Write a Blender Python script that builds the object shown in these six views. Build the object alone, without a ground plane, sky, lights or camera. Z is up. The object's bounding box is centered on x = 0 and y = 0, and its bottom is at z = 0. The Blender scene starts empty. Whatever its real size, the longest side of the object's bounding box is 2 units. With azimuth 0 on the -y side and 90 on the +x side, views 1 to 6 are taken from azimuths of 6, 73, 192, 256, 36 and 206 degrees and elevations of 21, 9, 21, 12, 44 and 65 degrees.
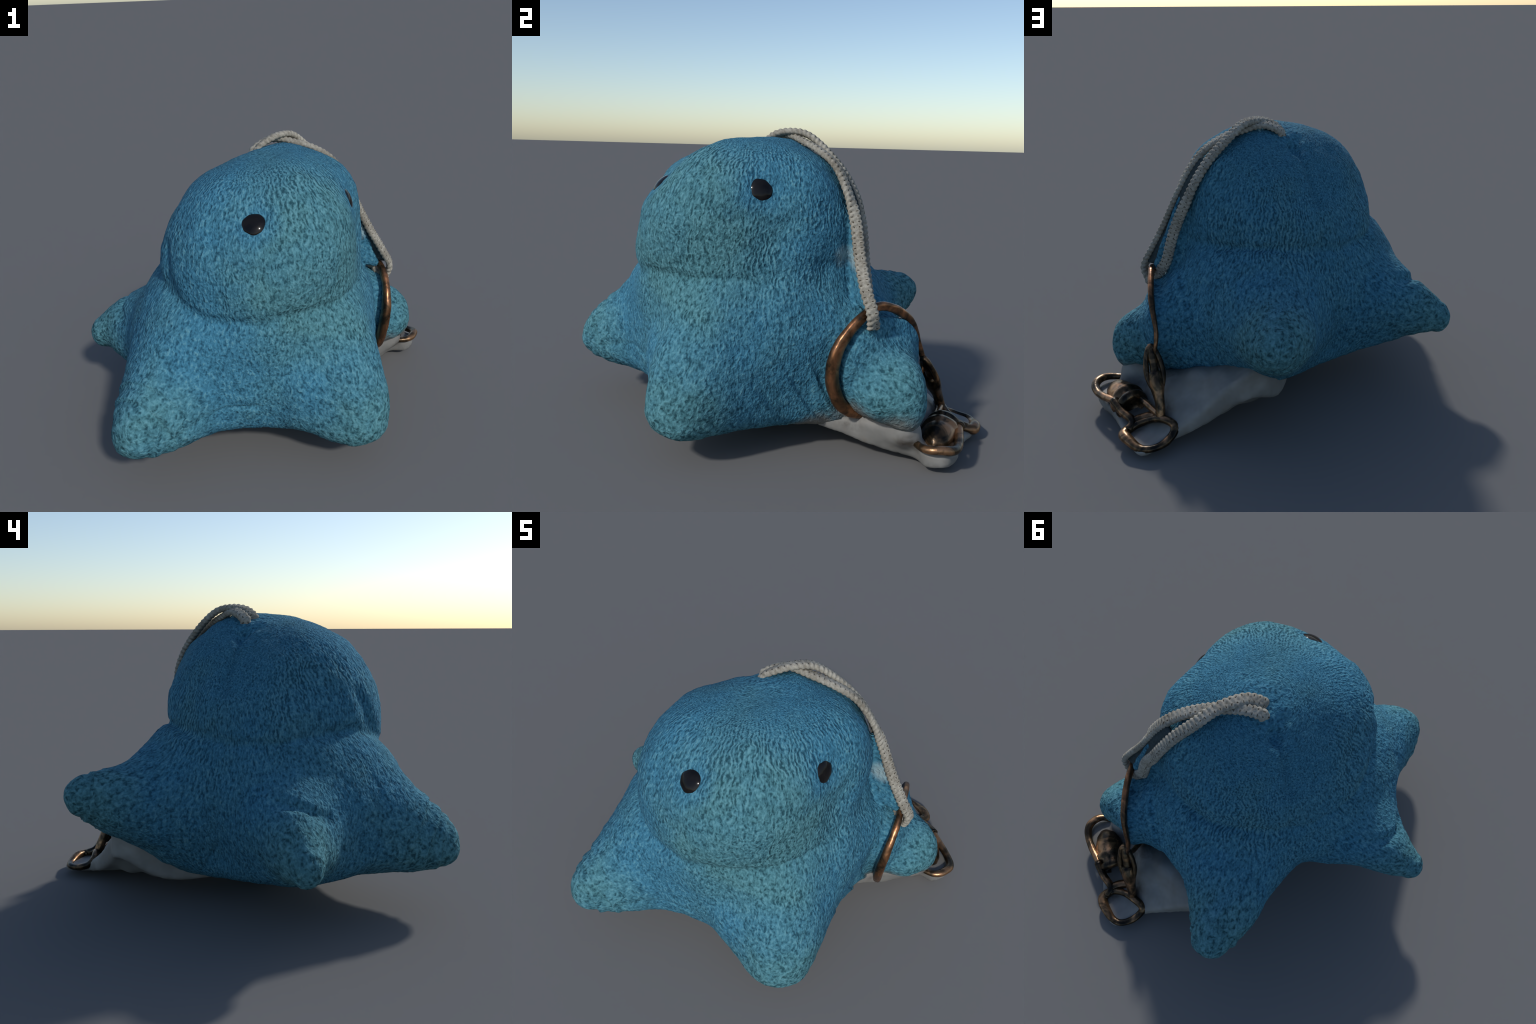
"""Blue terry-cloth starfish plush on a braided strap with a bronze key ring and snap clasp."""
import bpy, math, random
import numpy as np
from mathutils import noise, Vector

random.seed(7)
rng = np.random.default_rng(7)

# ------------------------------------------------------------------ distance fields
def smin(a, b, k):
    h = np.clip(0.5 + 0.5 * (b - a) / k, 0, 1)
    return b * (1 - h) + a * h - k * h * (1 - h)

def smax(a, b, k):
    return -smin(-a, -b, k)

def smoothstep(a, b, x):
    t = np.clip((x - a) / (b - a), 0, 1)
    return t * t * (3 - 2 * t)

# head: a ball whose radius is gently modulated (low order lobes, flattened crown, pushed-out snout)
HEAD_C = np.array([0.052, -0.165, 1.08])
HEAD_R = 0.588
HEAD_SHIFT = (0.038, 0.006, -0.245)
HEAD_LOBES2 = (0.105, -0.039, 0.068, 0.031, -0.019)
HEAD_LOBES3 = (-0.0, -0.013, 0.016, -0.037, 0.014, -0.016, -0.014)
HEAD_LOBES4 = (0.031, 0.027, -0.019, -0.002, 0.021, 0.006, -0.014, -0.018, -0.054)

def head_sdf(p):
    d = p - HEAD_C
    r = np.linalg.norm(d, axis=1) + 1e-9
    x, y, z = (d / r[:, None]).T
    R = HEAD_R + HEAD_SHIFT[0] * x + HEAD_SHIFT[1] * y + HEAD_SHIFT[2] * z
    two = (x * y, y * z, 3 * z * z - 1, x * z, x * x - y * y)
    three = (y * (3 * x * x - y * y), x * y * z, y * (5 * z * z - 1), z * (5 * z * z - 3), x * (5 * z * z - 1),
             z * (x * x - y * y), x * (x * x - 3 * y * y))
    four = (x * y * (x * x - y * y), x * y * (7 * z * z - 1), x * z * (7 * z * z - 3), y * z * (7 * z * z - 3),
            (35 * z ** 4 - 30 * z * z + 3) / 8, (x * x - y * y) * (7 * z * z - 1), x ** 4 - 6 * x * x * y * y + y ** 4,
            x * z * (x * x - 3 * y * y), y * z * (3 * x * x - y * y))
    for amps, lobes in ((HEAD_LOBES2, two), (HEAD_LOBES3, three), (HEAD_LOBES4, four)):
        for k, f in zip(amps, lobes):
            R = R + k * f
    return (r - R) * 0.9

TORSO_C = np.array([0.064, -0.146, 0.772])
TORSO_R = np.array([0.473, 0.574, 0.443])

def ellipsoid_sdf(p, c, r):
    d = (p - c) / r
    k = np.linalg.norm(d, axis=1)
    return (k - 1) * k / (np.linalg.norm(d / r, axis=1) + 1e-9)

# arms: bent tapered capsules: root, tip centre, bend, root radius, tip radius, vertical squash
ARMS = [
    ((-0.295, -0.407, 0.453), (-0.507, -0.87, 0.326), (-0.028, -0.079, -0.058), 0.322, 0.124, 0.713),
    ((0.354, 0.008, 0.571), (0.483, -0.557, 0.255), (0.064, -0.181, -0.072), 0.194, 0.183, 0.589),
    ((0.05, -0.123, 0.105), (0.809, 0.414, 0.325), (-0.074, 0.104, 0.179), 0.484, 0.094, 0.63),
    ((-0.032, 0.425, 0.51), (-0.145, 0.851, 0.624), (-0.028, 0.064, 0.016), 0.26, 0.111, 1.035),
    ((-0.222, -0.245, 0.47), (-0.902, -0.041, 0.435), (-0.035, 0.062, 0.031), 0.312, 0.075, 0.801),
]

def arm_sdf(p, A):
    a, b, m = (np.array(v) for v in A[:3])
    r0, r1, s = A[3:]
    ab = b - a
    t = np.zeros(len(p)); best = np.full(len(p), 9.0)
    for u in np.linspace(0, 1, 7):                      # coarse search along the bent spine, then refine
        v = np.linalg.norm(p - (a + u * ab + 4 * u * (1 - u) * m), axis=1) - (r0 + (r1 - r0) * u)
        t = np.where(v < best, u, t); best = np.minimum(v, best)
    for _ in range(2):
        c = a + t[:, None] * ab + (4 * t * (1 - t))[:, None] * m
        tg = ab + (4 * (1 - 2 * t))[:, None] * m
        t = np.clip(t + np.clip(((p - c) * tg).sum(1) / (tg * tg).sum(1), -0.1, 0.1), 0, 1)
    c = a + t[:, None] * ab + (4 * t * (1 - t))[:, None] * m
    d = p - c
    return (np.sqrt(d[:, 0] ** 2 + d[:, 1] ** 2 + (d[:, 2] * s) ** 2) - (r0 + (r1 - r0) * t)) / max(s, 1), t

def tri_sdf(p, a, b, c):
    """unsigned distance to a triangle"""
    a, b, c = (np.array(v, float) for v in (a, b, c))
    n = np.cross(b - a, c - a)
    def seg(u, v):
        e = v - u
        t = np.clip(((p - u) @ e) / (e @ e), 0, 1)
        return np.linalg.norm(p - u - t[:, None] * e, axis=1)
    inside = (((p - a) @ np.cross(b - a, n)) <= 0) & (((p - b) @ np.cross(c - b, n)) <= 0) & (((p - c) @ np.cross(a - c, n)) <= 0)
    return np.where(inside, np.abs((p - a) @ n) / np.linalg.norm(n), np.minimum(np.minimum(seg(a, b), seg(b, c)), seg(c, a)))

def polyline_dist(p, pts):
    pts = np.array(pts, float)
    best = np.full(len(p), 9.0)
    for u, v in zip(pts[:-1], pts[1:]):
        e = v - u
        t = np.clip(((p - u) @ e) / (e @ e), 0, 1)
        best = np.minimum(best, np.linalg.norm(p - u - t[:, None] * e, axis=1))
    return best

EYES = [(0.048, -0.606, 1.272), (0.490, -0.216, 1.271)]
# sewn lines, pinches and folds: (points, width, depth)
GROOVES = [
    ([(-0.071, 0.038, 1.377), (-0.145, 0.085, 1.30), (-0.216, 0.155, 1.143), (-0.25, 0.20, 1.0), (-0.262, 0.243, 0.921)], 0.022, 0.018),
    ([(-0.071, 0.038, 1.385), (-0.080, -0.03, 1.45)], 0.030, 0.014),
    ([(-0.068, 0.036, 1.39), (-0.074, 0.042, 1.38)], 0.034, 0.040),
    ([(-0.313, -0.895, 0.335), (-0.211, -0.80, 0.370), (-0.10, -0.738, 0.395), (0.043, -0.692, 0.379)], 0.014, 0.010),
    ([(-0.67, 0.03, 0.668), (-0.735, -0.035, 0.660), (-0.76, -0.13, 0.62), (-0.74, -0.19, 0.596)], 0.030, 0.022),
    ([(-0.37, -0.47, 1.10), (-0.37, -0.53, 0.98), (-0.34, -0.575, 0.93)], 0.045, 0.020),
    ([(0.50, -0.34, 1.145), (0.548, -0.236, 1.128), (0.56, -0.131, 1.10)], 0.030, 0.010),
]

# uneven stuffing: soft swellings and hollows (x, y, z, how far out)
STUFF_R = 0.11
STUFFING = [
    (-0.06, -0.35, 1.46, 0.010), (0.59, 0.06, 0.88, -0.016), (0.53, -0.11, 1.23, -0.018), (0.58, -0.24, 0.80, -0.013), (0.27, 0.14, 1.45, -0.014),
    (0.58, 0.10, 0.96, -0.014), (0.61, -0.08, 0.84, -0.012), (0.56, -0.14, 1.03, -0.011), (0.43, 0.15, 1.35, -0.017), (0.59, 0.10, 0.88, -0.022),
    (0.57, -0.17, 0.86, -0.007), (0.21, 0.32, 1.28, -0.013), (0.63, -0.31, 0.61, -0.008), (0.17, 0.24, 1.40, -0.018), (-0.32, -0.12, 1.22, 0.020),
    (-0.25, -0.20, 1.36, 0.014), (0.17, 0.55, 0.75, 0.018), (-0.57, 0.11, 0.59, 0.021), (-0.26, -0.09, 1.26, 0.022), (-0.14, -0.05, 1.36, 0.017),
    (-0.48, -0.14, 0.88, 0.017), (-0.43, -0.08, 1.02, 0.016), (0.16, 0.38, 1.04, 0.010), (-0.39, 0.18, 0.66, 0.020), (-0.47, 0.15, 0.46, 0.018),
    (-0.60, -0.18, 0.79, -0.015), (-0.20, -0.02, 1.27, 0.013), (-0.43, -0.02, 0.91, 0.012), (-0.80, -0.15, 0.40, 0.013), (-0.65, -0.42, 0.42, -0.015),
    (-0.45, -0.20, 1.02, 0.007), (0.24, -0.46, 1.39, 0.025), (0.20, -0.30, 1.47, 0.022), (-0.65, -0.06, 0.73, -0.017), (-0.10, -0.64, 1.19, -0.020),
    (-0.12, -0.51, 1.34, 0.013), (0.56, -0.14, 1.03, -0.011), (0.23, -0.66, 0.39, 0.014), (0.02, -0.69, 0.41, 0.017), (0.48, -0.66, 0.52, 0.021),
    (0.21, -0.69, 0.75, -0.020), (0.27, -0.66, 0.32, 0.020),
]

HOLLOWS = [
    (0.49, 0.00, 1.31, 0.013), (0.64, -0.02, 0.72, -0.021), (0.55, -0.19, 0.94, -0.012), (0.45, 0.08, 1.33, 0.015), (0.60, -0.01, 0.82, -0.011),
    (0.52, -0.03, 1.23, 0.009), (0.58, 0.05, 0.84, -0.013), (0.18, 0.30, 1.28, -0.010), (0.57, 0.37, 0.76, -0.014), (0.26, 0.58, 0.55, 0.019),
    (0.72, 0.41, 0.61, -0.036), (-0.30, -0.03, 1.22, 0.011), (0.03, 0.37, 0.99, 0.011), (0.01, 0.57, 0.78, 0.020), (0.58, 0.37, 0.76, -0.013),
    (0.44, 0.30, 1.02, -0.009), (0.40, 0.52, 0.55, 0.011), (-0.28, -0.02, 1.24, 0.014), (0.08, 0.45, 0.87, 0.015), (0.10, 0.38, 1.08, 0.010),
    (-0.68, -0.09, 0.69, 0.010), (0.00, -0.65, 1.20, 0.018), (-0.76, -0.21, 0.43, 0.016), (-0.69, -0.04, 0.67, 0.008), (-0.12, 0.09, 1.30, 0.021),
    (-0.13, -0.64, 1.15, 0.011), (-0.09, -0.29, 1.48, -0.013), (0.30, 0.05, 1.47, -0.009), (-0.19, -0.60, 1.19, 0.013), (0.24, -0.67, 0.48, 0.023),
    (0.56, -0.68, 0.47, -0.020), (0.59, 0.24, 0.85, -0.038), (0.17, -0.41, 1.45, 0.009),
]

# the neck seam: azimuth (degrees from -y towards +x), height, radius
NECK_RING = [(0, .830, .645), (12, .850, .630), (28, .848, .603), (45, .850, .570), (65, .855, .546), (80, .870, .540), (96, .905, .550),
             (120, .920, .570), (135, .923, .555), (152, .930, .520), (177, .935, .473), (198, .930, .462), (214, .915, .457), (241, .880, .476),
             (265, .893, .507), (282, .924, .539), (305, .950, .602), (323, .900, .649), (339, .835, .660), (360, .830, .645)]
NECK = [(0.05 + r * math.sin(math.radians(a)), -0.08 - r * math.cos(math.radians(a)), z) for a, z, r in NECK_RING]

BLEND_ARM, BLEND_HEAD = 0.284, 0.030

# cloth bunched inside the ring: a flattened cushion lying in the ring's plane
RING = [(0.685, 0.295, 0.742), (0.719, 0.175, 0.671), (0.725, 0.090, 0.553), (0.709, 0.080, 0.410), (0.687, 0.140, 0.279), (0.646, 0.262, 0.211),
        (0.603, 0.412, 0.218), (0.573, 0.551, 0.279), (0.559, 0.639, 0.382), (0.555, 0.607, 0.505), (0.599, 0.535, 0.631), (0.643, 0.425, 0.713)]
_rp = np.array(RING)
RING_C = _rp.mean(0)
RING_AX = np.linalg.svd(_rp - RING_C)[2][2]

def collar_sdf(p):
    d = p - (RING_C + np.array([0.0, 0.01, -0.01]))
    ax = d @ RING_AX
    rad = np.linalg.norm(d - ax[:, None] * RING_AX, axis=1)
    k = np.sqrt((ax / 0.07) ** 2 + (rad / 0.245) ** 2)
    return (k - 1) * k / (np.sqrt((ax / 0.07 ** 2) ** 2 + (rad / 0.245 ** 2) ** 2) + 1e-9)

def lower_sdf(p):
    f = ellipsoid_sdf(p, TORSO_C, TORSO_R)
    for A in ARMS:
        f = smin(f, arm_sdf(p, A)[0], BLEND_ARM)
    # plump the arm that is squeezed through the ring
    f = smin(f, collar_sdf(p), 0.07)
    f = smin(f, ellipsoid_sdf(p, np.array([0.735, 0.335, 0.335]), np.array([0.140, 0.145, 0.135])), 0.06)
    belly = (0.141 - 0.069 * p[:, 0] - 0.05 * p[:, 1] - p[:, 2]) * 0.95
    return smax(f, belly, 0.12)

def body_sdf(p):
    low = lower_sdf(p)
    hd = head_sdf(p)
    f = smin(low, hd, BLEND_HEAD)
    # sewn crease where the head ball meets the body
    d = polyline_dist(p, NECK)
    f = f + (0.021 - 0.007 * smoothstep(0.1, -0.4, p[:, 1])) * np.exp(-(d / 0.028) ** 2) + 0.010 * np.exp(-(d / 0.085) ** 2)
    for x, y, z, amt in STUFFING + HOLLOWS + [(-0.60, -0.52, 0.24, -0.025)]:
        f = f - amt * np.exp(-((p[:, 0] - x) ** 2 + (p[:, 1] - y) ** 2 + (p[:, 2] - z) ** 2) / STUFF_R ** 2)
    # cloth tucked up behind the two hanging cords
    web = tri_sdf(p, (0.50, 0.250, 1.15), (0.668, 0.262, 0.745), (0.38, 0.25, 0.80)) - 0.023
    f = smin(f, web, 0.03)
    for pts, w, dep in GROOVES:
        d = polyline_dist(p, pts)
        f = f + dep * np.exp(-(d / w) ** 2)
    for e in EYES:
        d = np.linalg.norm(p - np.array(e), axis=1)
        f = f + 0.012 * np.exp(-(d / 0.075) ** 2)
    return f

# ------------------------------------------------------------------ surface nets
def surface_net(fn, lo, hi, h):
    lo = np.array(lo, float)
    n = np.ceil((np.array(hi) - lo) / h).astype(int) + 1
    ax = [lo[i] + h * np.arange(n[i]) for i in range(3)]
    g = np.stack(np.meshgrid(*ax, indexing="ij"), -1)
    v = fn(g.reshape(-1, 3)).reshape(n)
    inside = v < 0
    c = [slice(0, -1), slice(1, None)]
    cnt = sum(inside[c[i], c[j], c[k]].astype(int) for i in (0, 1) for j in (0, 1) for k in (0, 1))
    cell = (cnt > 0) & (cnt < 8)
    idx = -np.ones(cell.shape, int)
    idx[cell] = np.arange(cell.sum())
    ijk = np.argwhere(cell)
    acc = np.zeros((len(ijk), 3)); w = np.zeros(len(ijk))
    corner = [(i, j, k) for i in (0, 1) for j in (0, 1) for k in (0, 1)]
    for a in corner:
        for axis in range(3):
            if a[axis]: continue
            b = list(a); b[axis] = 1
            ia, ib = ijk + a, ijk + b
            va, vb = v[tuple(ia.T)], v[tuple(ib.T)]
            m = (va < 0) != (vb < 0)
            t = np.where(m, va / np.where(m, va - vb, 1), 0)
            acc += m[:, None] * (ia + t[:, None] * (ib - ia)); w += m
    verts = lo + h * acc / w[:, None]
    faces = []
    for axis in range(3):
        s0 = [slice(None)] * 3; s1 = [slice(None)] * 3
        s0[axis] = slice(0, -1); s1[axis] = slice(1, None)
        e = np.argwhere(inside[tuple(s0)] != inside[tuple(s1)])
        u, w_ = (axis + 1) % 3, (axis + 2) % 3
        e = e[(e[:, u] > 0) & (e[:, w_] > 0) & (e[:, u] < n[u] - 1) & (e[:, w_] < n[w_] - 1)]
        du = np.eye(3, dtype=int)[u]; dw = np.eye(3, dtype=int)[w_]
        q = np.stack([idx[tuple((e - o).T)] for o in (du + dw, dw, np.zeros(3, int), du)], 1)
        flip = ~inside[tuple(e.T)]
        q[flip] = q[flip][:, ::-1]
        faces.append(q)
    return verts, np.concatenate(faces)

def gradient(fn, p, e=2e-3):
    g = np.stack([(fn(p + d) - fn(p - d)) for d in np.eye(3) * e], 1)
    return g / (np.linalg.norm(g, axis=1)[:, None] + 1e-12)

def project(fn, p, it=2):
    for _ in range(it):
        e = 2e-3
        g = np.stack([(fn(p + d) - fn(p - d)) for d in np.eye(3) * e], 1) / (2 * e)
        p = p - g * (np.clip(fn(p), -0.02, 0.02) / np.maximum((g * g).sum(1), 0.2))[:, None]
    return p

def subdivide(verts, faces):
    """split every quad into four (linear); used before re-projecting to the field"""
    F = faces
    e = np.sort(np.stack([F, np.roll(F, -1, 1)], -1).reshape(-1, 2), 1)
    key, inv = np.unique(e[:, 0] * len(verts) + e[:, 1], return_inverse=True)
    a, b = key // len(verts), key % len(verts)
    mid = (verts[a] + verts[b]) / 2
    cen = verts[F].mean(1)
    nv, ne = len(verts), len(mid)
    em = inv.reshape(-1, 4) + nv
    cm = np.arange(len(F)) + nv + ne
    out = [np.stack([F[:, i], em[:, i], cm, em[:, i - 1]], 1) for i in range(4)]
    return np.vstack([verts, mid, cen]), np.concatenate(out)

# ------------------------------------------------------------------ mesh / object helpers
def mesh_object(name, verts, faces, mats, parent=None, smooth=True, mat_index=None, normals=None):
    me = bpy.data.meshes.new(name)
    me.from_pydata([tuple(map(float, v)) for v in verts], [], [tuple(map(int, f)) for f in faces])
    for m in (mats if isinstance(mats, (list, tuple)) else [mats]):
        me.materials.append(m)
    if smooth:
        me.polygons.foreach_set("use_smooth", [True] * len(me.polygons))
    if mat_index is not None:
        me.polygons.foreach_set("material_index", [int(i) for i in mat_index])
    me.update()
    if normals is not None:
        me.normals_split_custom_set_from_vertices([tuple(map(float, n)) for n in normals])
    ob = bpy.data.objects.new(name, me)
    bpy.context.scene.collection.objects.link(ob)
    if parent is not None:
        ob.parent = parent
    return ob

def catmull(P, n, closed=False):
    P = np.asarray(P, float)
    Q = np.vstack([P[-1:], P, P[:2]]) if closed else np.vstack([2 * P[:1] - P[1:2], P, 2 * P[-1:] - P[-2:-1]])
    m = len(Q) - 3
    t = np.linspace(0, m, n, endpoint=not closed)
    i = np.minimum(t.astype(int), m - 1)
    s = (t - i)[:, None]
    a, b, c, d = Q[i], Q[i + 1], Q[i + 2], Q[i + 3]
    return 0.5 * (2 * b + (c - a) * s + (2 * a - 5 * b + 4 * c - d) * s ** 2 + (3 * b - a - 3 * c + d) * s ** 3)

def resample(C, step, closed=False):
    if closed: C = np.vstack([C, C[:1]])
    L = np.r_[0, np.cumsum(np.linalg.norm(np.diff(C[:, :3], axis=0), axis=1))]
    n = max(int(L[-1] / step), 4)
    s = np.linspace(0, L[-1], n, endpoint=not closed)
    return np.stack([np.interp(s, L, C[:, k]) for k in range(C.shape[1])], 1), s

def frames(C, up_fn, closed=False):
    T = np.roll(C, -1, 0) - np.roll(C, 1, 0) if closed else np.gradient(C, axis=0)
    T /= np.linalg.norm(T, axis=1)[:, None]
    U = up_fn(C)
    N = U - (U * T).sum(1)[:, None] * T
    N /= np.linalg.norm(N, axis=1)[:, None] + 1e-9
    return T, N, np.cross(T, N)          # tangent, thickness direction, width direction

def sweep(C, N, B, section, closed=False, cap=True):
    """section(i) -> (k,2) offsets along (width B, thickness N)"""
    V = []
    for i in range(len(C)):
        s = section(i)
        V.append(C[i] + s[:, :1] * B[i] + s[:, 1:] * N[i])
    k = len(V[0]); n = len(C); V = np.concatenate(V)
    F = []
    for i in range(n if closed else n - 1):
        j = (i + 1) % n
        for a in range(k):
            b = (a + 1) % k
            F.append((i * k + a, i * k + b, j * k + b, j * k + a))
    if not closed and cap:
        V = np.vstack([V, C[:1], C[-1:]])
        for a in range(k):
            b = (a + 1) % k
            F.append((n * k, b, a)); F.append((n * k + 1, (n - 1) * k + a, (n - 1) * k + b))
    return V, F

def join_parts(parts):
    V, F, o = [], [], 0
    for v, f in parts:
        V.append(np.asarray(v)); F += [tuple(i + o for i in g) for g in f]; o += len(v)
    return np.vstack(V), F

def lumps(P, scale, amp, seed=0.0):
    return np.array([amp * noise.noise(Vector((x * scale + seed, y * scale, z * scale))) for x, y, z in P])

# ------------------------------------------------------------------ materials
def new_mat(name):
    m = bpy.data.materials.new(name)
    m.use_nodes = True
    nt = m.node_tree
    return m, nt, nt.nodes["Principled BSDF"]

class G:
    """tiny node-graph writer"""
    def __init__(s, nt): s.nt = nt
    def n(s, t, **kw):
        nd = s.nt.nodes.new(t)
        for k, v in kw.items(): setattr(nd, k, v)
        return nd
    def link(s, a, b): s.nt.links.new(a, b)
    def put(s, sock, v):
        if hasattr(v, "is_linked") or isinstance(v, bpy.types.NodeSocket): s.link(v, sock)
        else: sock.default_value = v
    def math(s, op, a, b=0.0, clamp=False):
        nd = s.n("ShaderNodeMath", operation=op, use_clamp=clamp)
        s.put(nd.inputs[0], a); s.put(nd.inputs[1], b)
        return nd.outputs[0]
    def vmath(s, op, a, b=None, scale=None):
        nd = s.n("ShaderNodeVectorMath", operation=op)
        s.put(nd.inputs[0], a)
        if b is not None: s.put(nd.inputs[1], b)
        if scale is not None: s.put(nd.inputs["Scale"], scale)
        return nd.outputs["Value"] if op in ("LENGTH", "DISTANCE", "DOT_PRODUCT") else nd.outputs[0]
    def noise(s, vec, scale, detail=2.0, rough=0.5, dist=0.0, w=None):
        nd = s.n("ShaderNodeTexNoise", noise_dimensions="3D" if w is None else "4D")
        if w is not None: s.put(nd.inputs["W"], w)
        s.put(nd.inputs["Vector"], vec)
        nd.inputs["Scale"].default_value = scale
        nd.inputs["Detail"].default_value = detail
        nd.inputs["Roughness"].default_value = rough
        nd.inputs["Distortion"].default_value = dist
        return nd.outputs["Fac"]
    def ramp(s, fac, stops):
        nd = s.n("ShaderNodeValToRGB")
        s.put(nd.inputs[0], fac)
        el = nd.color_ramp.elements
        while len(el) < len(stops): el.new(0.5)
        for e, (p, c) in zip(el, stops):
            e.position = p
            e.color = (*c, 1) if isinstance(c, (tuple, list)) else (c, c, c, 1)
        return nd.outputs[0]
    def mix(s, f, a, b, mode="MIX"):
        nd = s.n("ShaderNodeMix", data_type="RGBA", blend_type=mode)
        s.put(nd.inputs["Factor"], f)
        for k, v in ((6, a), (7, b)):
            if isinstance(v, tuple): v = (*v, 1)
            s.put(nd.inputs[k], v)
        return nd.outputs[2]
    def maprange(s, v, a, b, c=0.0, d=1.0):
        nd = s.n("ShaderNodeMapRange", interpolation_type="SMOOTHSTEP")
        s.put(nd.inputs[0], v)
        for i, x in enumerate((a, b, c, d)): nd.inputs[i + 1].default_value = x
        return nd.outputs[0]

def terry_material():
    m, nt, bsdf = new_mat("blue_terry_cloth")
    g = G(nt)
    obj = g.n("ShaderNodeTexCoord").outputs["Object"]
    # pile direction: fine around the vertical axis, long down the slope
    d = g.vmath("SUBTRACT", obj, (0.02, -0.06, 0.0))
    sx = g.n("ShaderNodeSeparateXYZ"); g.link(d, sx.inputs[0])
    flat = g.n("ShaderNodeCombineXYZ"); g.link(sx.outputs[0], flat.inputs[0]); g.link(sx.outputs[1], flat.inputs[1])
    rho = g.vmath("LENGTH", flat.outputs[0])
    dirn = g.vmath("NORMALIZE", flat.outputs[0])
    z = sx.outputs[2]
    run = g.math("MULTIPLY", z, 0.46)
    sd = g.n("ShaderNodeSeparateXYZ"); g.link(g.vmath("SCALE", dirn, scale=0.5), sd.inputs[0])
    polar = g.n("ShaderNodeCombineXYZ")
    g.link(sd.outputs[0], polar.inputs[0]); g.link(sd.outputs[1], polar.inputs[1]); g.link(run, polar.inputs[2])
    plain = g.vmath("SCALE", d, scale=0.62)
    f = g.maprange(rho, 0.10, 0.42)
    vec = g.n("ShaderNodeMix", data_type="VECTOR")
    g.link(f, vec.inputs["Factor"]); g.link(plain, vec.inputs[4]); g.link(polar.outputs[0], vec.inputs[5])
    pv = vec.outputs[1]
    pile = g.noise(pv, 104, 1.0, 0.45, 0.5, w=g.math("MULTIPLY", g.math("MULTIPLY", rho, f), 0.40))          # loops and the gaps between them
    pile2 = g.noise(obj, 84, 1.5, 0.5, 0.4)
    h = g.math("ADD", g.math("MULTIPLY", pile, 0.70), g.math("MULTIPLY", pile2, 0.30))
    # on the head the loops line up in wavy upright rows
    az = g.math("ARCTAN2", sx.outputs[1], sx.outputs[0])
    wob = g.noise(obj, 9, 3.0, 0.6)
    row = g.math("SINE", g.math("ADD", g.math("MULTIPLY", az, 132.0), g.math("MULTIPLY", wob, 34.0)))
    row2 = g.math("SINE", g.math("ADD", g.math("MULTIPLY", az, 205.0), g.math("MULTIPLY", wob, 46.0)))
    row = g.mix(g.maprange(rho, 0.56, 0.70), row, row2)
    head_mask = g.maprange(g.vmath("DISTANCE", obj, (0.05, -0.10, 1.08)), 0.52, 0.72, 1.0, 0.45)
    patchy = g.ramp(g.noise(obj, 4.5, 2.0), [(0.38, 0.15), (0.62, 1.0)])
    rw = g.math("MULTIPLY", g.math("MULTIPLY", head_mask, g.maprange(rho, 0.20, 0.42)), g.math("MULTIPLY", patchy, 0.115))
    h = g.math("ADD", h, g.math("MULTIPLY", row, rw))
    # broad hue drift: fresh blue around the neck and crown, faded teal on snout and arm tips
    drift = g.noise(obj, 3.2, 3.0, 0.55, 0.4)
    def near(c, r0, r1):
        return g.maprange(g.vmath("DISTANCE", obj, c), r0, r1, 1.0, 0.0)
    tips = [(-0.53, -0.90, 0.34), (0.60, -0.66, 0.24), (0.86, 0.42, 0.36), (-0.16, 0.88, 0.62), (-0.93, -0.04, 0.44)]
    fade = near((0.36, -0.52, 1.05), 0.20, 0.62)
    for c in tips:
        fade = g.math("MAXIMUM", fade, near(c, 0.08, 0.46))
    for e in EYES:
        fade = g.math("MULTIPLY", fade, g.math("SUBTRACT", 1.0, near(e, 0.05, 0.16)))
    fade = g.math("ADD", fade, g.math("MULTIPLY", g.math("SUBTRACT", drift, 0.45), 1.8), True)
    light = g.mix(fade, TERRY_BLUE, TERRY_TEAL)
    dark = g.mix(fade, TERRY_BLUE_GAP, TERRY_TEAL_GAP)
    k = g.ramp(h, [(0.35, 0.0), (0.45, 0.55), (0.57, 1.0)])
    col = g.mix(k, dark, light)
    col = g.mix(g.ramp(h, [(0.55, 0.0), (0.70, 0.6)]), col, TERRY_TIP)
    # stray grey of the table that clings to the cloth under the clasp-side arm, and the pale worn strip by the cords
    smut = g.math("MAXIMUM", near((0.70, 0.24, 0.16), 0.06, 0.20), near((0.82, 0.38, 0.17), 0.05, 0.17))
    smut = g.math("MAXIMUM", smut, near((0.50, 0.08, 0.11), 0.06, 0.17))
    smut = g.math("MULTIPLY", smut, g.math("ADD", 0.45, g.math("MULTIPLY", drift, 1.1)), True)
    col = g.mix(smut, col, (0.17, 0.168, 0.155))
    strip = g.math("MULTIPLY", near((0.565, 0.205, 0.955), 0.03, 0.085), 0.65)
    col = g.mix(strip, col, (0.36, 0.47, 0.49))
    g.link(col, bsdf.inputs["Base Color"])
    bsdf.inputs["Roughness"].default_value = 0.95
    bsdf.inputs["Specular IOR Level"].default_value = 0.12
    b = g.n("ShaderNodeBump")
    b.inputs["Strength"].default_value = 0.95
    b.inputs["Distance"].default_value = 0.013
    g.link(h, b.inputs["Height"])
    g.link(b.outputs[0], bsdf.inputs["Normal"])
    return m

TERRY_BLUE, TERRY_TEAL = (0.050, 0.185, 0.283), (0.076, 0.208, 0.245)
TERRY_BLUE_GAP, TERRY_TEAL_GAP = (0.018, 0.078, 0.128), (0.020, 0.070, 0.088)
TERRY_TIP = (0.13, 0.30, 0.35)

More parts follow.
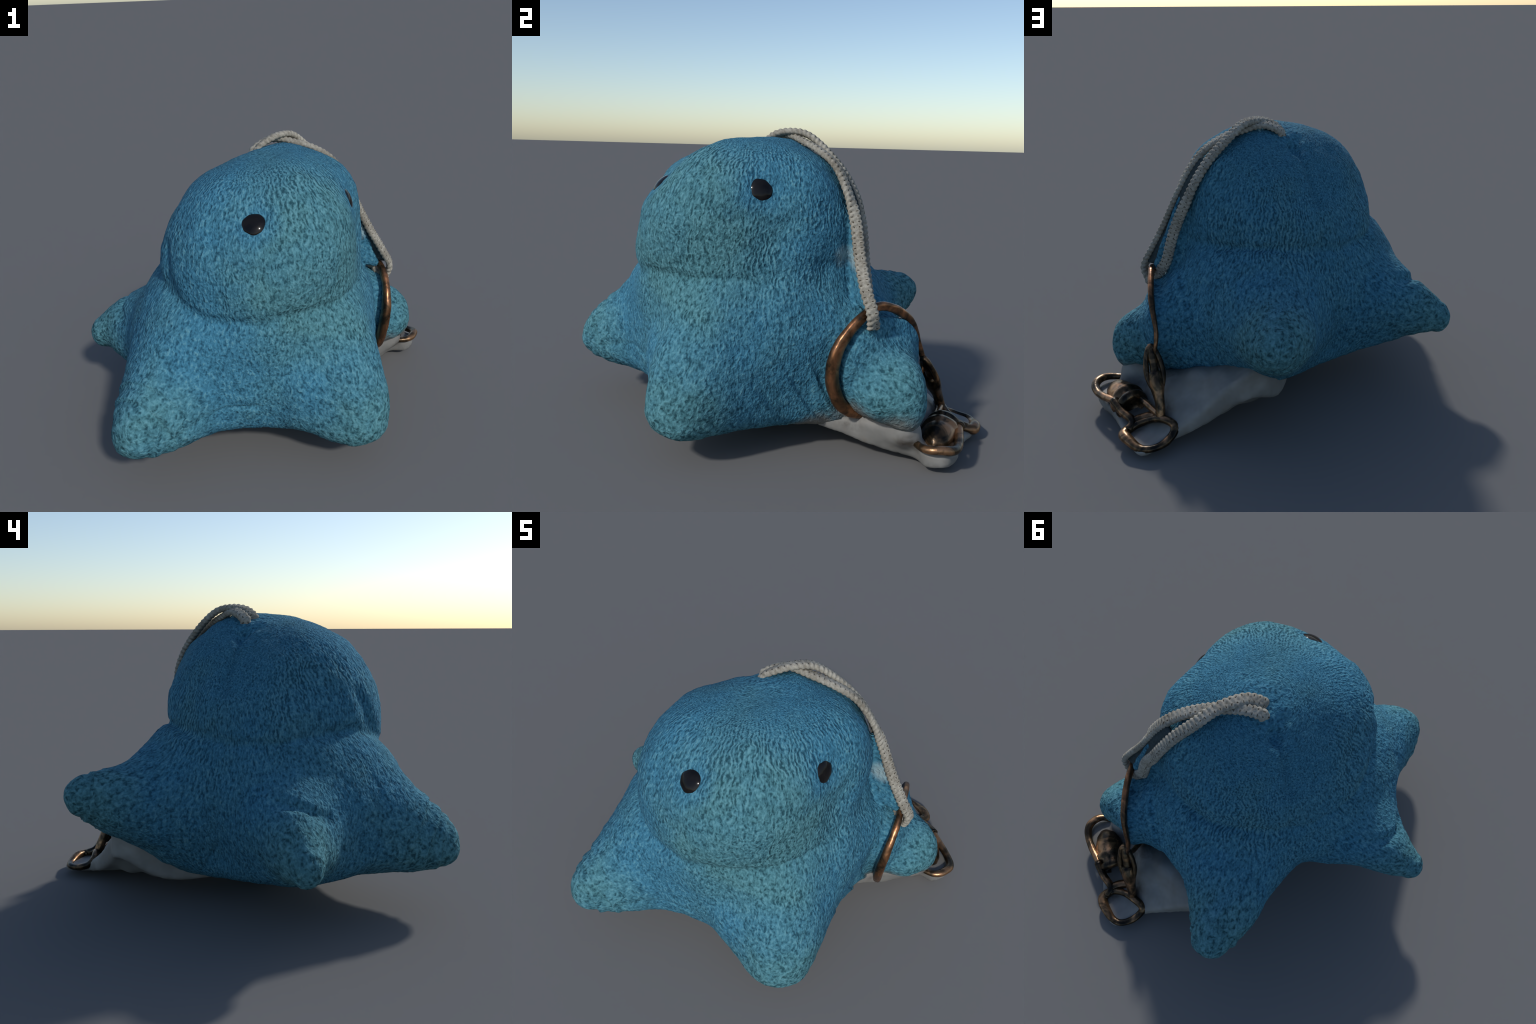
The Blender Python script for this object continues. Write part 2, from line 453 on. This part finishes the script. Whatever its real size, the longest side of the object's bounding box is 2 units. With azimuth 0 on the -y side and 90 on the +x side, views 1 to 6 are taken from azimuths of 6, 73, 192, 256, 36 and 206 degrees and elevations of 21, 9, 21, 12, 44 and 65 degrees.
def grey_material():
    m, nt, bsdf = new_mat("pale_grey_sheet")
    g = G(nt)
    obj = g.n("ShaderNodeTexCoord").outputs["Object"]
    n = g.noise(obj, 5, 4.0, 0.55, 0.3)
    col = g.ramp(n, [(0.3, (0.125, 0.125, 0.12)), (0.55, (0.19, 0.188, 0.178)), (0.75, (0.26, 0.26, 0.25))])
    warm = g.noise(obj, 14, 2.0, 0.5)
    col = g.mix(g.ramp(warm, [(0.55, 0.0), (0.75, 0.35)]), col, (0.17, 0.14, 0.11))
    # brown tarnish bled from the metal; last spot is shadow painted under the arm
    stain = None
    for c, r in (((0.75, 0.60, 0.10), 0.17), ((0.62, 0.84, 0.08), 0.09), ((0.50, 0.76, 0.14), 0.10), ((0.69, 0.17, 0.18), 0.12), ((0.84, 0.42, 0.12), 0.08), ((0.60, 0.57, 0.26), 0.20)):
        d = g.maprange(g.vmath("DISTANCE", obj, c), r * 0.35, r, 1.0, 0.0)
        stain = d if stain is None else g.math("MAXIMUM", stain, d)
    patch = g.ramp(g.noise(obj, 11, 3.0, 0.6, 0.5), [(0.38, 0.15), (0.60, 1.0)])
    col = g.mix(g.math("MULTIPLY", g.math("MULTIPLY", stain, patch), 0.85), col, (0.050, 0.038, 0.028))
    g.link(col, bsdf.inputs["Base Color"])
    bsdf.inputs["Roughness"].default_value = 0.6
    return m

def cord_material(name, light, dark):
    m, nt, bsdf = new_mat(name)
    g = G(nt)
    obj = g.n("ShaderNodeTexCoord").outputs["Object"]
    n = g.noise(obj, 70, 3.0, 0.6)
    big = g.noise(obj, 9, 2.0)
    h = g.math("ADD", g.math("MULTIPLY", n, 0.6), g.math("MULTIPLY", big, 0.4))
    g.link(g.ramp(h, [(0.35, dark), (0.62, light)]), bsdf.inputs["Base Color"])
    bsdf.inputs["Roughness"].default_value = 0.9
    bsdf.inputs["Specular IOR Level"].default_value = 0.15
    b = g.n("ShaderNodeBump"); b.inputs["Strength"].default_value = 0.4; b.inputs["Distance"].default_value = 0.004
    g.link(n, b.inputs["Height"]); g.link(b.outputs[0], bsdf.inputs["Normal"])
    return m

def bronze_material(name, stops, rough=0.32, metal=0.8):
    m, nt, bsdf = new_mat(name)
    g = G(nt)
    obj = g.n("ShaderNodeTexCoord").outputs["Object"]
    n = g.noise(obj, 10, 3.0, 0.6, 0.8)
    g.link(g.ramp(n, stops), bsdf.inputs["Base Color"])
    bsdf.inputs["Metallic"].default_value = metal
    r = g.noise(obj, 25, 2.0)
    g.link(g.math("ADD", g.math("MULTIPLY", r, 0.25), rough - 0.12), bsdf.inputs["Roughness"])
    b = g.n("ShaderNodeBump"); b.inputs["Strength"].default_value = 0.3; b.inputs["Distance"].default_value = 0.006
    g.link(g.noise(obj, 32, 2.0), b.inputs["Height"]); g.link(b.outputs[0], bsdf.inputs["Normal"])
    return m

def bead_material():
    m, nt, bsdf = new_mat("glossy_black_bead")
    g = G(nt)
    obj = g.n("ShaderNodeTexCoord").outputs["Object"]
    g.link(g.ramp(g.noise(obj, 20), [(0.3, (0.004, 0.004, 0.005)), (0.7, (0.010, 0.009, 0.009))]), bsdf.inputs["Base Color"])
    bsdf.inputs["Roughness"].default_value = 0.16
    bsdf.inputs["Specular IOR Level"].default_value = 0.22
    return m

MAT_TERRY = terry_material()
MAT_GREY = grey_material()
MAT_CORD = cord_material("braided_cord", (0.35, 0.335, 0.29), (0.17, 0.155, 0.125))
MAT_DARK_GAP = cord_material("dark_cord_gap", (0.050, 0.070, 0.075), (0.025, 0.035, 0.038))
MAT_CORD_HOLE = cord_material("braid_gap", (0.085, 0.072, 0.055), (0.035, 0.030, 0.024))
MAT_RING = bronze_material("copper_bronze", [(0.34, (0.045, 0.03, 0.018)), (0.50, (0.20, 0.095, 0.045)), (0.64, (0.42, 0.18, 0.08))])
MAT_CLASP = bronze_material("dark_antique_brass", [(0.36, (0.012, 0.010, 0.008)), (0.50, (0.085, 0.055, 0.03)), (0.62, (0.30, 0.165, 0.085))])
MAT_BEAD = bead_material()

# ------------------------------------------------------------------ root
root = bpy.data.objects.new("plush_starfish_keychain", None)
root.empty_display_size = 0.2
bpy.context.scene.collection.objects.link(root)
root["label"] = "blue terry-cloth starfish plush with braided strap and bronze clasp"
root["category"] = "plush keychain"

# ------------------------------------------------------------------ plush body
V, F = surface_net(body_sdf, (-1.1, -1.15, -0.05), (1.1, 1.1, 1.7), 0.036)
V = project(body_sdf, V, 3)
V, F = subdivide(V, F); V = project(body_sdf, V, 2)
V, F = subdivide(V, F); V = project(body_sdf, V, 1)
NRM = gradient(body_sdf, V)
# soft stuffing lumps and loop pile relief
rel = lumps(V, 7.0, 0.006) + lumps(V, 16.0, 0.0035, 5.0)
P2 = V.copy(); P2[:, 2] *= 0.5
rel += lumps(P2, 62.0, 0.0022, 11.0)
V = V + NRM * rel[:, None]

def vertex_normals(V, F):
    n = np.cross(V[F[:, 2]] - V[F[:, 0]], V[F[:, 3]] - V[F[:, 1]])
    out = np.zeros_like(V)
    for i in range(4):
        np.add.at(out, F[:, i], n)
    return out / (np.linalg.norm(out, axis=1)[:, None] + 1e-12)

NRM = vertex_normals(V, F)
C = V[F].mean(1)
part = np.zeros(len(F), int)                                   # 0 torso, 1 head, 2.. arms
part[head_sdf(C) < lower_sdf(C)] = 1
allA = [arm_sdf(C, A) for A in ARMS]
dist = np.stack([a[0] for a in allA], 1)
root_cut = (0.25, 0.5, 0.62, 0.45, 0.55)
for j in range(5):
    sel = (part == 0) & (dist.argmin(1) == j) & (allA[j][1] > root_cut[j])
    part[sel] = 2 + j
for k, nm in enumerate(["torso", "head", "arm", "arm", "arm", "arm", "arm"]):
    fs = F[part == k]
    used, inv = np.unique(fs, return_inverse=True)
    mesh_object(nm, V[used], inv.reshape(-1, 4), MAT_TERRY, root, normals=NRM[used])

# eyes: slightly flattened beads set into the cloth
for e in EYES:
    p = project(body_sdf, np.array([e], float), 4)
    n = gradient(body_sdf, p, 0.02)[0]
    u = np.cross(n, (0, 0, 1)); u /= np.linalg.norm(u); w = np.cross(u, n)
    prof = [(0.060 * math.sin(a), -0.010 + 0.027 * math.cos(a)) for a in np.linspace(0, math.pi * 0.75, 14)]
    vs, fs = [], []
    m = 40
    for r, hgt in prof[1:]:
        for i in range(m):
            a = 2 * math.pi * i / m
            rr = r * (1 + 0.03 * math.sin(3 * a + e[0] * 9) + 0.02 * math.sin(7 * a))
            vs.append(p[0] + n * hgt + u * rr * math.cos(a) + w * rr * math.sin(a) * 0.98)
    vs.append(p[0] + n * prof[0][1])
    for k in range(len(prof) - 2):
        for i in range(m):
            j = (i + 1) % m
            fs.append((k * m + i, (k + 1) * m + i, (k + 1) * m + j, k * m + j))
    for i in range(m):
        fs.append((len(vs) - 1, i, (i + 1) % m))
    mesh_object("eye", vs, fs, MAT_BEAD, root)

# ------------------------------------------------------------------ braided strap
CORD_FRONT = [(0.728, 0.262, 0.655), (0.751, 0.244, 0.735), (0.698, 0.229, 0.841), (0.619, 0.230, 0.979), (0.548, 0.235, 1.126),
              (0.485, 0.215, 1.263), (0.405, 0.184, 1.380), (0.312, 0.133, 1.450), (0.206, 0.085, 1.495), (0.097, 0.045, 1.522), (0.010, 0.008, 1.484), (-0.002, 0.002, 1.44)]
CORD_BACK = [(0.724, 0.268, 0.664), (0.684, 0.285, 0.676), (0.636, 0.290, 0.735), (0.595, 0.296, 0.800), (0.561, 0.291, 0.917), (0.515, 0.298, 1.033), (0.459, 0.307, 1.144), (0.406, 0.289, 1.255),
             (0.341, 0.244, 1.364), (0.257, 0.180, 1.463), (0.194, 0.112, 1.528), (0.137, 0.045, 1.542), (0.085, -0.010, 1.530), (0.030, -0.042, 1.492), (0.020, -0.046, 1.44)]

def outward(Cp):
    n = gradient(body_sdf, Cp, 0.03)
    for _ in range(12):
        n[1:-1] = (n[:-2] + n[1:-1] + n[2:]) / 3
    return n

strap = bpy.data.objects.new("strap", None)
bpy.context.scene.collection.objects.link(strap); strap.parent = root
def braid(points, width, thick):
    Cc, s = resample(catmull(points, 400), 0.0042)
    T, N, B = frames(Cc, outward)
    K = 28
    th = np.linspace(0, 2 * np.pi, K, endpoint=False)
    pitch = 0.026
    hole = np.zeros((len(Cc), K), bool)
    def section(i):
        ph = s[i] / pitch * 2 * np.pi
        # chevron plait: ribs slope opposite ways on the two halves
        side = np.where(np.cos(th) > 0, 1, -1)
        rib = np.sin(ph + side * 2.2 * np.sin(th))
        seam = np.exp(-((np.abs(np.cos(th)) / 0.28) ** 2))
        r = 1 + 0.10 * rib - 0.12 * seam
        row = np.exp(-(((np.cos(th) - 0.45) / 0.22) ** 2)) + np.exp(-(((np.cos(th) + 0.45) / 0.22) ** 2))
        dip = row * np.clip(np.sin(ph + 1.2), 0, 1) ** 4
        hole[i] = (dip > 0.38) & (np.sin(th) > -0.2)
        r = r - 0.14 * dip
        c, sn = np.cos(th), np.sin(th)
        x = width / 2 * np.sign(c) * np.abs(c) ** 0.8 * r
        y = thick / 2 * np.sign(sn) * np.abs(sn) ** 0.8 * r
        return np.stack([x, y], 1)
    vs, fs = sweep(Cc, N, B, section)
    mi = [int(hole[i, a]) for i in range(len(Cc) - 1) for a in range(K)] + [0] * (2 * K)
    mesh_object("cord", vs, fs, [MAT_CORD, MAT_CORD_HOLE], strap, mat_index=mi)
# dark ribbon filling the narrow gap between the two cords
ia, ib = catmull(CORD_FRONT, 300), catmull(CORD_BACK, 300)
gap = []
for z in np.linspace(0.76, 1.36, 40):
    pa, pb = ia[np.abs(ia[:200, 2] - z).argmin()], ib[30 + np.abs(ib[30:200, 2] - z).argmin()]
    gap.append((pa, pb))
gv, gf = [], []
for pa, pb in gap:
    n = np.cross(pb - pa, gap[-1][0] - gap[0][0]); n /= np.linalg.norm(n)
    for t, o in ((0.0, 0.008), (0.5, 0.004), (1.0, 0.008), (1.0, -0.008), (0.5, -0.010), (0.0, -0.008)):
        gv.append(pa + (pb - pa) * t + n * o)
for i in range(len(gap) - 1):
    for k in range(6):
        j = (k + 1) % 6
        gf.append((i * 6 + k, i * 6 + j, i * 6 + 6 + j, i * 6 + 6 + k))
gf += [tuple(range(5, -1, -1)), tuple(range(len(gv) - 6, len(gv)))]
mesh_object("dark_gap_ribbon", gv, gf, MAT_DARK_GAP, strap)
braid(CORD_FRONT, 0.056, 0.036)
braid(CORD_BACK, 0.058, 0.036)

# ------------------------------------------------------------------ key ring round the arm
def tube(points, radii, closed=False, flat=1.0, up=(0, 0, 1), K=18, step=0.012, lump=0.0025, seed=0.0, square=1.0):
    pts = np.hstack([np.array(points, float), np.array(radii, float).reshape(len(points), -1)])
    Cc, s = resample(catmull(pts, 300, closed), step, closed)
    rad = Cc[:, 3]; Cc = Cc[:, :3]
    upv = np.array(up, float)
    T, N, B = frames(Cc, lambda c: np.tile(upv, (len(c), 1)) if upv.shape == (3,) else upv, closed)
    th = np.linspace(0, 2 * np.pi, K, endpoint=False)
    c, sn = np.cos(th), np.sin(th)
    c = np.sign(c) * np.abs(c) ** square; sn = np.sign(sn) * np.abs(sn) ** square
    vs, fs = sweep(Cc, N, B, lambda i: np.stack([rad[i] * c, rad[i] * flat * sn], 1), closed)
    if lump:
        vs = np.asarray(vs)
        n = lumps(vs, 18.0, lump, seed)
        cen = np.repeat(Cc, K, 0); d = vs[:len(cen)] - cen
        vs[:len(cen)] += d / (np.linalg.norm(d, axis=1)[:, None] + 1e-9) * n[:len(cen), None]
    return vs, fs

RING_R = [0.022, 0.026, 0.032, 0.033, 0.031, 0.027, 0.020, 0.018, 0.015, 0.016, 0.020, 0.022]
vs, fs = tube(RING, RING_R, True, flat=0.75, up=RING_AX, square=0.75, step=0.010)
mesh_object("key_ring", vs, fs, MAT_RING, root)

# ------------------------------------------------------------------ snap clasp
clasp = bpy.data.objects.new("snap_clasp", None)
bpy.context.scene.collection.objects.link(clasp); clasp.parent = root

# D-shaped loop lying on the sheet
LOOP = [(0.650, 0.893, 0.063), (0.609, 0.936, 0.064), (0.547, 0.967, 0.048), (0.483, 0.973, 0.050), (0.427, 0.928, 0.056), (0.395, 0.869, 0.077),
        (0.398, 0.835, 0.111), (0.468, 0.819, 0.129), (0.551, 0.817, 0.104), (0.622, 0.838, 0.075)]
vs, fs = tube(LOOP, [0.030, 0.028, 0.024, 0.020, 0.020, 0.022, 0.022, 0.022, 0.020, 0.024], True, flat=0.9, seed=3)
mesh_object("loop", vs, fs, MAT_CLASP, clasp)

# swivel: pear shaped frame hanging from the ring, with a post down to the loop
sw = np.array([[0.583, 0.632, 0.430], [0.526, 0.700, 0.310], [0.489, 0.780, 0.194], [0.477, 0.815, 0.115]])
axis = sw[2] - sw[0]; axis /= np.linalg.norm(axis)
side = np.array([0.94, 0.25, 0.0]); side -= (side @ axis) * axis; side /= np.linalg.norm(side)
pear = [sw[0] + axis * t * 0.26 + side * o for t, o in
        ((0.0, 0.012), (0.22, 0.034), (0.5, 0.042), (0.78, 0.028), (0.92, 0.0), (0.78, -0.028), (0.5, -0.042), (0.22, -0.034), (0.0, -0.012))]
parts = [tube(pear, [0.014] * 9, True, up=np.cross(axis, side), K=12, seed=1),
         tube([sw[0] - axis * 0.02, sw[0] + axis * 0.05, sw[0] + axis * 0.10, sw[0] + axis * 0.15], [0.014, 0.022, 0.020, 0.024], up=(1, 0, 0), seed=2),
         tube([sw[0] + axis * 0.13, sw[0] + axis * 0.19, sw[0] + axis * 0.25, sw[2], sw[3]], [0.034, 0.040, 0.030, 0.026, 0.024], up=(1, 0, 0), seed=4)]
vs, fs = join_parts(parts)
mesh_object("swivel", vs, fs, MAT_CLASP, clasp)

# frame bars joining barrel and loop
parts = [tube([(0.775, 0.735, 0.150), (0.705, 0.785, 0.120), (0.632, 0.822, 0.092), (0.640, 0.870, 0.070)], [0.022, 0.022, 0.022, 0.024], seed=6),
         tube([(0.632, 0.820, 0.090), (0.592, 0.775, 0.088), (0.540, 0.755, 0.095), (0.480, 0.800, 0.115)], [0.022, 0.026, 0.026, 0.020], seed=7),
         tube([(0.680, 0.660, 0.140), (0.605, 0.710, 0.140), (0.535, 0.765, 0.135), (0.484, 0.800, 0.135)], [0.018, 0.018, 0.018, 0.020], seed=8)]
vs, fs = join_parts(parts)
mesh_object("frame", vs, fs, MAT_CLASP, clasp)

# barrel: ribbed bullet lying down
b0, b1 = np.array([0.870, 0.535, 0.105]), np.array([0.680, 0.705, 0.105])
bax = b1 - b0; blen = np.linalg.norm(bax); bax /= blen
prof = [(0.0, 0.001), (0.01, 0.030), (0.04, 0.058), (0.09, 0.077), (0.13, 0.086), (0.155, 0.084), (0.168, 0.096), (0.192, 0.096), (0.205, 0.078),
        (0.222, 0.076), (0.236, 0.092), (0.256, 0.090), (0.268, 0.070), (0.272, 0.050), (0.240, 0.044), (0.238, 0.004)]
bu = np.cross(bax, (0, 0, 1)); bu /= np.linalg.norm(bu); bw = np.cross(bu, bax)
bv, bf = [], []
M = 36
for d, r in prof:
    for i in range(M):
        a = 2 * math.pi * i / M
        bv.append(b0 + bax * d + bu * r * math.cos(a) + bw * r * 0.95 * math.sin(a))
for k in range(len(prof) - 1):
    for i in range(M):
        j = (i + 1) % M
        bf.append((k * M + i, k * M + j, (k + 1) * M + j, (k + 1) * M + i))
bv = np.array(bv); bv += (bv - (b0 + bax * 0.13)) * lumps(bv, 14.0, 0.05, 9.0)[:, None]
mesh_object("barrel", bv, bf, MAT_CLASP, clasp)

# hook rim: open trough round the bullet nose
HOOK = [(0.740, 0.480, 0.140), (0.800, 0.462, 0.130), (0.865, 0.458, 0.122), (0.925, 0.476, 0.126), (0.955, 0.525, 0.132), (0.957, 0.578, 0.124),
        (0.920, 0.630, 0.116), (0.865, 0.672, 0.122), (0.800, 0.712, 0.136), (0.765, 0.735, 0.145)]
vs, fs = tube(HOOK, [0.014, 0.017, 0.019, 0.021, 0.023, 0.024, 0.021, 0.021, 0.022, 0.020], False, up=(0, 0, 1), flat=0.9, seed=12)
mesh_object("hook", vs, fs, MAT_CLASP, clasp)

# ------------------------------------------------------------------ pale grey sheet under the clasp
OUTLINE = [(0.50, 1.000), (0.40, 0.880), (0.27, 0.805), (0.13, 0.745), (0.02, 0.715), (-0.08, 0.48), (-0.04, 0.10), (0.25, -0.06), (0.47, 0.05), (0.66, 0.245), (0.79, 0.455),
           (0.905, 0.475), (0.955, 0.560), (0.89, 0.655), (0.795, 0.722), (0.705, 0.818), (0.655, 0.892), (0.585, 0.960)]
EDGE_TOP = [0.045, 0.070, 0.165, 0.315, 0.43, 0.42, 0.22, 0.18, 0.18, 0.17, 0.115, 0.105, 0.110, 0.095, 0.075, 0.06, 0.05, 0.045]
EDGE_BOT = [0.018, 0.028, 0.085, 0.19, 0.27, 0.12, 0.115, 0.13, 0.12, 0.09, 0.028, 0.02, 0.050, 0.025, 0.018, 0.018, 0.018, 0.018]
edge = catmull(np.hstack([np.array(OUTLINE), np.array(EDGE_TOP)[:, None], np.array(EDGE_BOT)[:, None]]), 170, True)
INNER = np.array([(0.52, 0.90, 0.055, 0.02), (0.50, 0.66, 0.30, 0.035), (0.36, 0.60, 0.34, 0.035), (0.21, 0.64, 0.38, 0.040), (0.35, 0.40, 0.26, 0.07), (0.10, 0.50, 0.38, 0.06),
                  (0.36, 0.74, 0.18, 0.030), (0.64, 0.68, 0.045, 0.02), (0.59, 0.74, 0.050, 0.02), (0.72, 0.62, 0.055, 0.02), (0.72, 0.75, 0.060, 0.02), (0.90, 0.540, 0.085, 0.03), (0.56, 0.57, 0.31, 0.04)])
CTRL = np.vstack([edge, INNER])
def sheet_sdf(p):
    d2 = (p[:, None, 0] - CTRL[None, :, 0]) ** 2 + (p[:, None, 1] - CTRL[None, :, 1]) ** 2
    w = np.r_[np.full(len(edge), 0.22), np.ones(len(INNER))] / (d2 + 0.006) ** 1.6
    w /= w.sum(1)[:, None]
    top, bot = w @ CTRL[:, 2], w @ CTRL[:, 3]
    # signed distance to the outline in plan
    a = edge[:, :2]; b = np.roll(a, -1, 0); e = b - a
    q = p[:, None, :2] - a[None]
    t = np.clip((q * e).sum(2) / (e * e).sum(1), 0, 1)
    dd = np.sqrt(((q - t[:, :, None] * e) ** 2).sum(2).min(1))
    cond = (a[None, :, 1] > p[:, 1:2]) != (b[None, :, 1] > p[:, 1:2])
    xi = a[:, 0] + (p[:, 1:2] - a[:, 1]) / np.where(e[:, 1] == 0, 1e-9, e[:, 1]) * e[:, 0]
    ins = (cond & (p[:, :1] < xi)).sum(1) % 2 == 1
    plan = np.where(ins, -dd, dd)
    slab = smax(p[:, 2] - top, bot - p[:, 2], 0.012) * 0.9
    f = smax(slab, plan, 0.02)
    # swell that carries the grey up under the clasp-side arm
    A = ((0.50, 0.29, 0.17), (0.78, 0.43, 0.165), (0.0, 0.0, 0.0), 0.10, 0.075, 1.0)
    return smin(f, arm_sdf(p, A)[0], 0.08)

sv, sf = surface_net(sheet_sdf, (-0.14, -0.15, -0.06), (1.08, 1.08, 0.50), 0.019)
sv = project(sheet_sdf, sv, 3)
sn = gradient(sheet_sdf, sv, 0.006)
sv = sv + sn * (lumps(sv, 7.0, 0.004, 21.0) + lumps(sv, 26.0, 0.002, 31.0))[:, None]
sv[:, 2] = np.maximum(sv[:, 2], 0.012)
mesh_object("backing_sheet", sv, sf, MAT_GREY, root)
